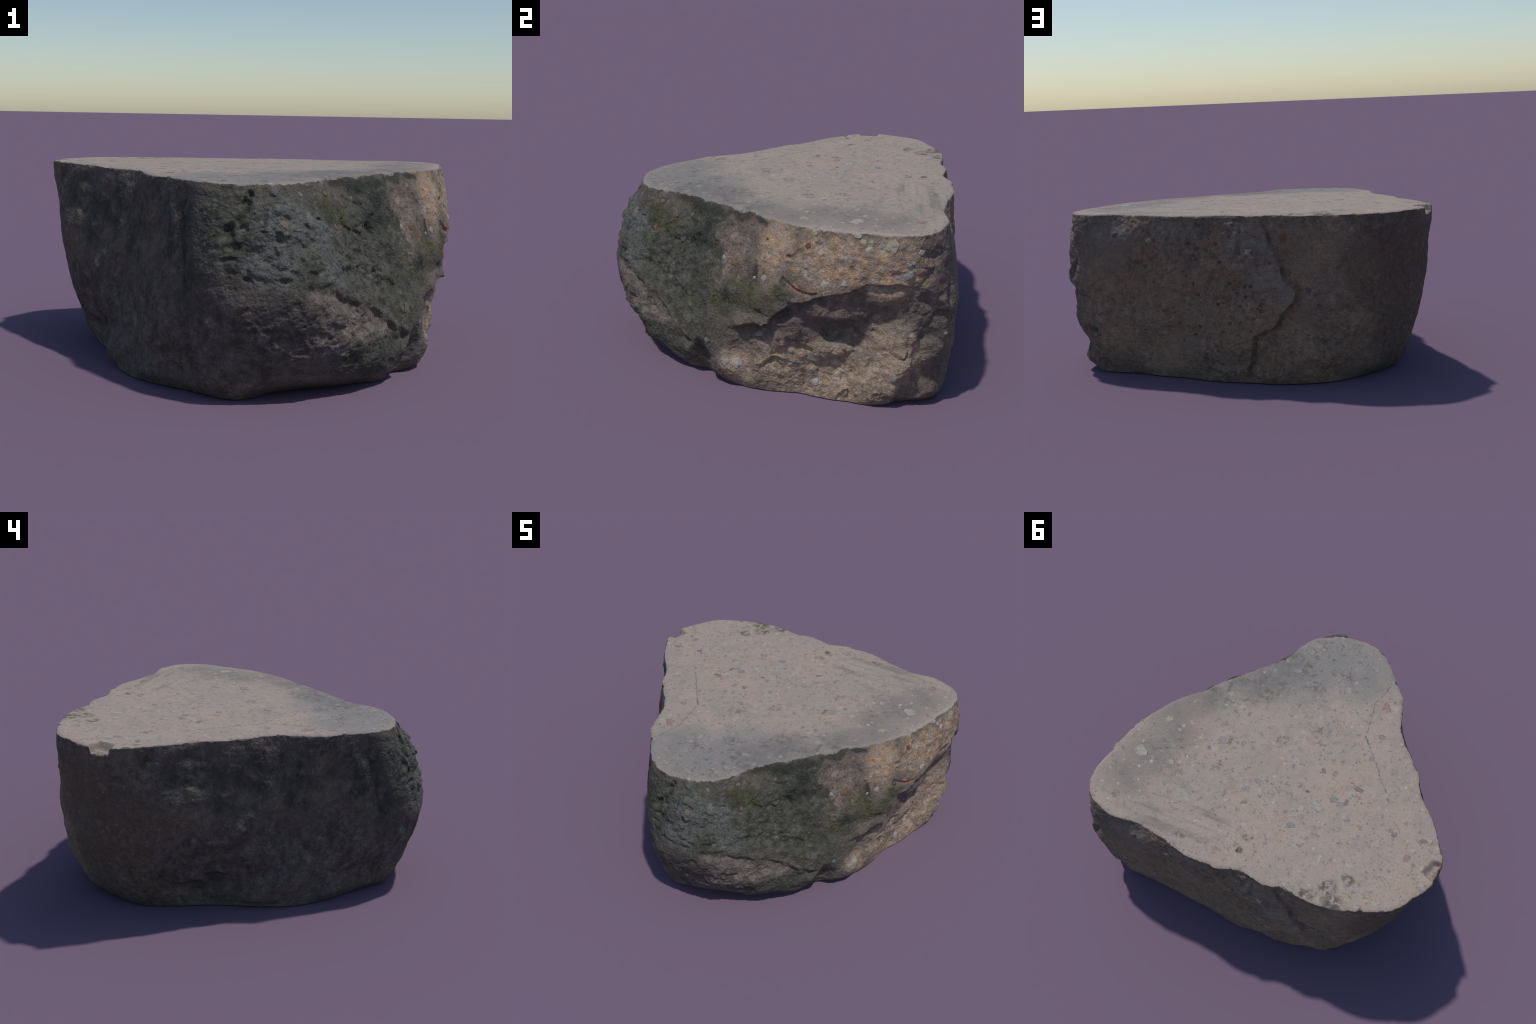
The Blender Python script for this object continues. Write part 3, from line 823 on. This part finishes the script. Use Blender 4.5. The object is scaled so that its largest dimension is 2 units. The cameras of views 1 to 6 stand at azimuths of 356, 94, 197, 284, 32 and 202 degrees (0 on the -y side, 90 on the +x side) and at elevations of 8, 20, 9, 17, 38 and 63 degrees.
# pebbles cut through by the level top: x, y, half-length, half-width, look
TOP_PEBBLES = [
    (.779, .382, .040, .030, 'w'), (.435, .555, .043, .018, 'w'), (.009, .418, .023, .014, 'w'), (-.257, .354, .031, .022, 'w'),
    (.596, .387, .018, .015, 'w'), (.727, .138, .033, .022, 'c'), (.632, .180, .013, .011, 'c'), (-.280, -.604, .025, .019, 'g'),
    (-.097, -.455, .019, .017, 'g'), (-.172, -.563, .019, .017, 'g'), (-.205, -.704, .023, .019, 'g'), (-.167, .511, .023, .015, 'b'),
    (-.255, -.274, .031, .019, 'p'), (-.290, -.155, .018, .015, 'p'), (-.212, -.184, .015, .014, 'p'), (-.455, -.179, .019, .014, 'b'),
    (-.371, .061, .015, .011, 'w'), (-.614, -.012, .023, .012, 'p'), (-.012, .521, .019, .011, 'p'), (-.200, .321, .011, .019, 'w'),
    (-.440, .179, .025, .014, 'r'), (-.401, .278, .011, .019, 'r'), (-.419, -.368, .025, .035, 'k'), (-.220, .137, .018, .010, 'r'),
    (-.864, .348, .018, .012, 'r'), (-.705, .370, .015, .011, 'r'), (-.809, .472, .016, .021, 'k'), (-.064, -.481, .011, .011, 'r'),
    (.066, .498, .013, .012, 'w'), (.214, .593, .011, .011, 'w'), (.324, .642, .015, .011, 'p'), (-.315, .830, .020, .019, 'c'),
    (-.576, .797, .035, .022, 'c'), (-.674, .744, .025, .014, 'c'), (-.737, .637, .043, .012, 'c'), (.089, .830, .018, .012, 'p'),
    (.798, .671, .020, .017, 'k'), (.382, .155, .023, .019, 'g'), (-.010, .349, .018, .012, 'p'), (.138, .391, .018, .014, 'g'),
    (-.424, .400, .011, .014, 'w'), (-.620, .416, .013, .011, 'w'), (-.570, .424, .018, .012, 'p'), (-.725, .507, .025, .012, 'p'),
    (-.886, .329, .023, .015, 'w'), (-.048, -.712, .018, .014, 'g'), (.116, -.582, .023, .017, 'g'), (.144, -.430, .023, .015, 'g'),
    (.627, .286, .020, .017, 'g'), (-.332, .285, .023, .017, 'b'), (-.377, .304, .020, .019, 'g'), (.098, .325, .020, .014, 'g'),
    (.262, .132, .015, .014, 'g'), (-.447, -.024, .018, .012, 'b'), (-.680, .351, .015, .011, 'b'), (-.064, -.092, .013, .010, 'p'),
    (.147, .149, .015, .010, 'p'), (-.094, .118, .028, .011, 'p'), (.848, .464, .010, .008, 'w'), (.532, .563, .016, .012, 'g'),
    (.577, .521, .013, .011, 'g'), (-.506, .791, .018, .012, 'b'), (-.170, -.078, .011, .011, 'g'), (-.251, .058, .011, .008, 'b')]
# pebbles standing out of the flanks: angle, height, radius, look
SIDE_PEBBLES = [
    (6, .85, .014, 'c'), (4, .79, .014, 'm'), (18, .83, .013, 'c'), (19, .80, .015, 'w'), (22, .82, .012, 'g'), (24, .82, .025, 'c'),
    (30, .79, .017, 'w'), (27, .74, .013, 'w'), (28, .75, .012, 'w'), (17, .855, .015, 'w'), (18, .74, .014, 'y'), (13, .64, .014, 'w'),
    (8, .63, .015, 'w'), (25, .68, .015, 'g'), (27, .69, .021, 'g'), (20, .83, .008, 'w'), (22, .79, .011, 'c'), (4, .20, .019, 'g'),
    (6, .08, .017, 'w'), (14, .15, .016, 'w'), (28, .57, .011, 'g'), (37, .38, .010, 'w'), (25, .16, .014, 'g'), (3, .66, .009, 'w'),
    (3, .70, .010, 'g'), (12, .83, .009, 'y'), (286, .81, .011, 'c'), (288, .81, .007, 'c'), (335, .63, .016, 'o'), (345, .59, .010, 'w'),
    (349, .60, .017, 'g'), (329, .64, .011, 'w'), (294, .76, .016, 'k'), (317, .31, .024, 'l'), (338, .14, .020, 'w'), (334, .14, .016, 'g'),
    (346, .30, .016, 'g'), (326, .23, .015, 'w'), (288, .68, .012, 'o'), (271, .71, .017, 'c'), (276, .82, .010, 'w'), (278, .73, .021, 'w'),
    (269, .83, .016, 'g'), (302, .78, .014, 'w'), (294, .77, .009, 'b'), (282, .22, .014, 'w'), (112, .76, .021, 'o'), (102, .69, .015, 'c'),
    (133, .66, .009, 'c'), (113, .59, .017, 'c'), (119, .50, .014, 'g'), (49, .77, .015, 'k'), (171, .78, .021, 'g'), (180, .65, .021, 'c'),
    (230, .12, .016, 'g')]


def place(me, pos, normal, turn, size, parent):
    ob = bpy.data.objects.new("pebble", me)
    bpy.context.scene.collection.objects.link(ob)
    n = Vector(normal).normalized()
    q = n.to_track_quat("Z", "Y").to_matrix().to_4x4()
    ob.matrix_world = Matrix.Translation(pos) @ q @ Matrix.Rotation(turn, 4, "Z") @ Matrix.Diagonal((*size, 1))
    ob.parent = parent


body = V[:-2].reshape(N_ANG, N_COL, 3)
normals = VN[:-2].reshape(N_ANG, N_COL, 3)
top_v = body[:, N_BOT + N_WALL:].reshape(-1, 3)
for x, y, a, b, key in TOP_PEBBLES:
    i = int(np.argmin((top_v[:, 0] - x) ** 2 + (top_v[:, 1] - y) ** 2))
    turn = 0.0 if abs(a - b) < .006 else float(rng.normal(0, .35))
    if (x, y) == (.435, .555):
        turn = -.6
    if (x, y) == (-.737, .637):
        turn = -.5
    h = .016
    place(pebble_meshes[key, True, int(rng.integers(3))], (x, y, top_v[i, 2] + .0004 - .06 * h), (0, 0, 1), turn, (a, b, h), top_face)
for t, z, r, key in SIDE_PEBBLES:
    if 42 < t < 328:
        key = {'w': 'W', 'c': 'C', 'g': 'G', 'k': 'K', 'b': 'G'}.get(key, key)
    i = int(round(t / 360 * N_ANG)) % N_ANG
    j = N_BOT + int(np.argmin(np.abs(zw - z)))
    blk = normals[max(i - 4, 0):i + 5, max(j - 4, 0):j + 5].reshape(-1, 3).mean(0)
    n = blk / np.linalg.norm(blk)
    flat = .32 if key not in "lm" else .18
    place(pebble_meshes[key, False, int(rng.integers(3))], Vector(body[i, j] - n * r * .08), n, float(rng.uniform(0, 6.28)),
          (r * float(rng.uniform(1.0, 1.25)), r * float(rng.uniform(.8, 1.0)), r * flat), broken_face if is_brk[i * (N_COL - 1) + j] else side_wall)
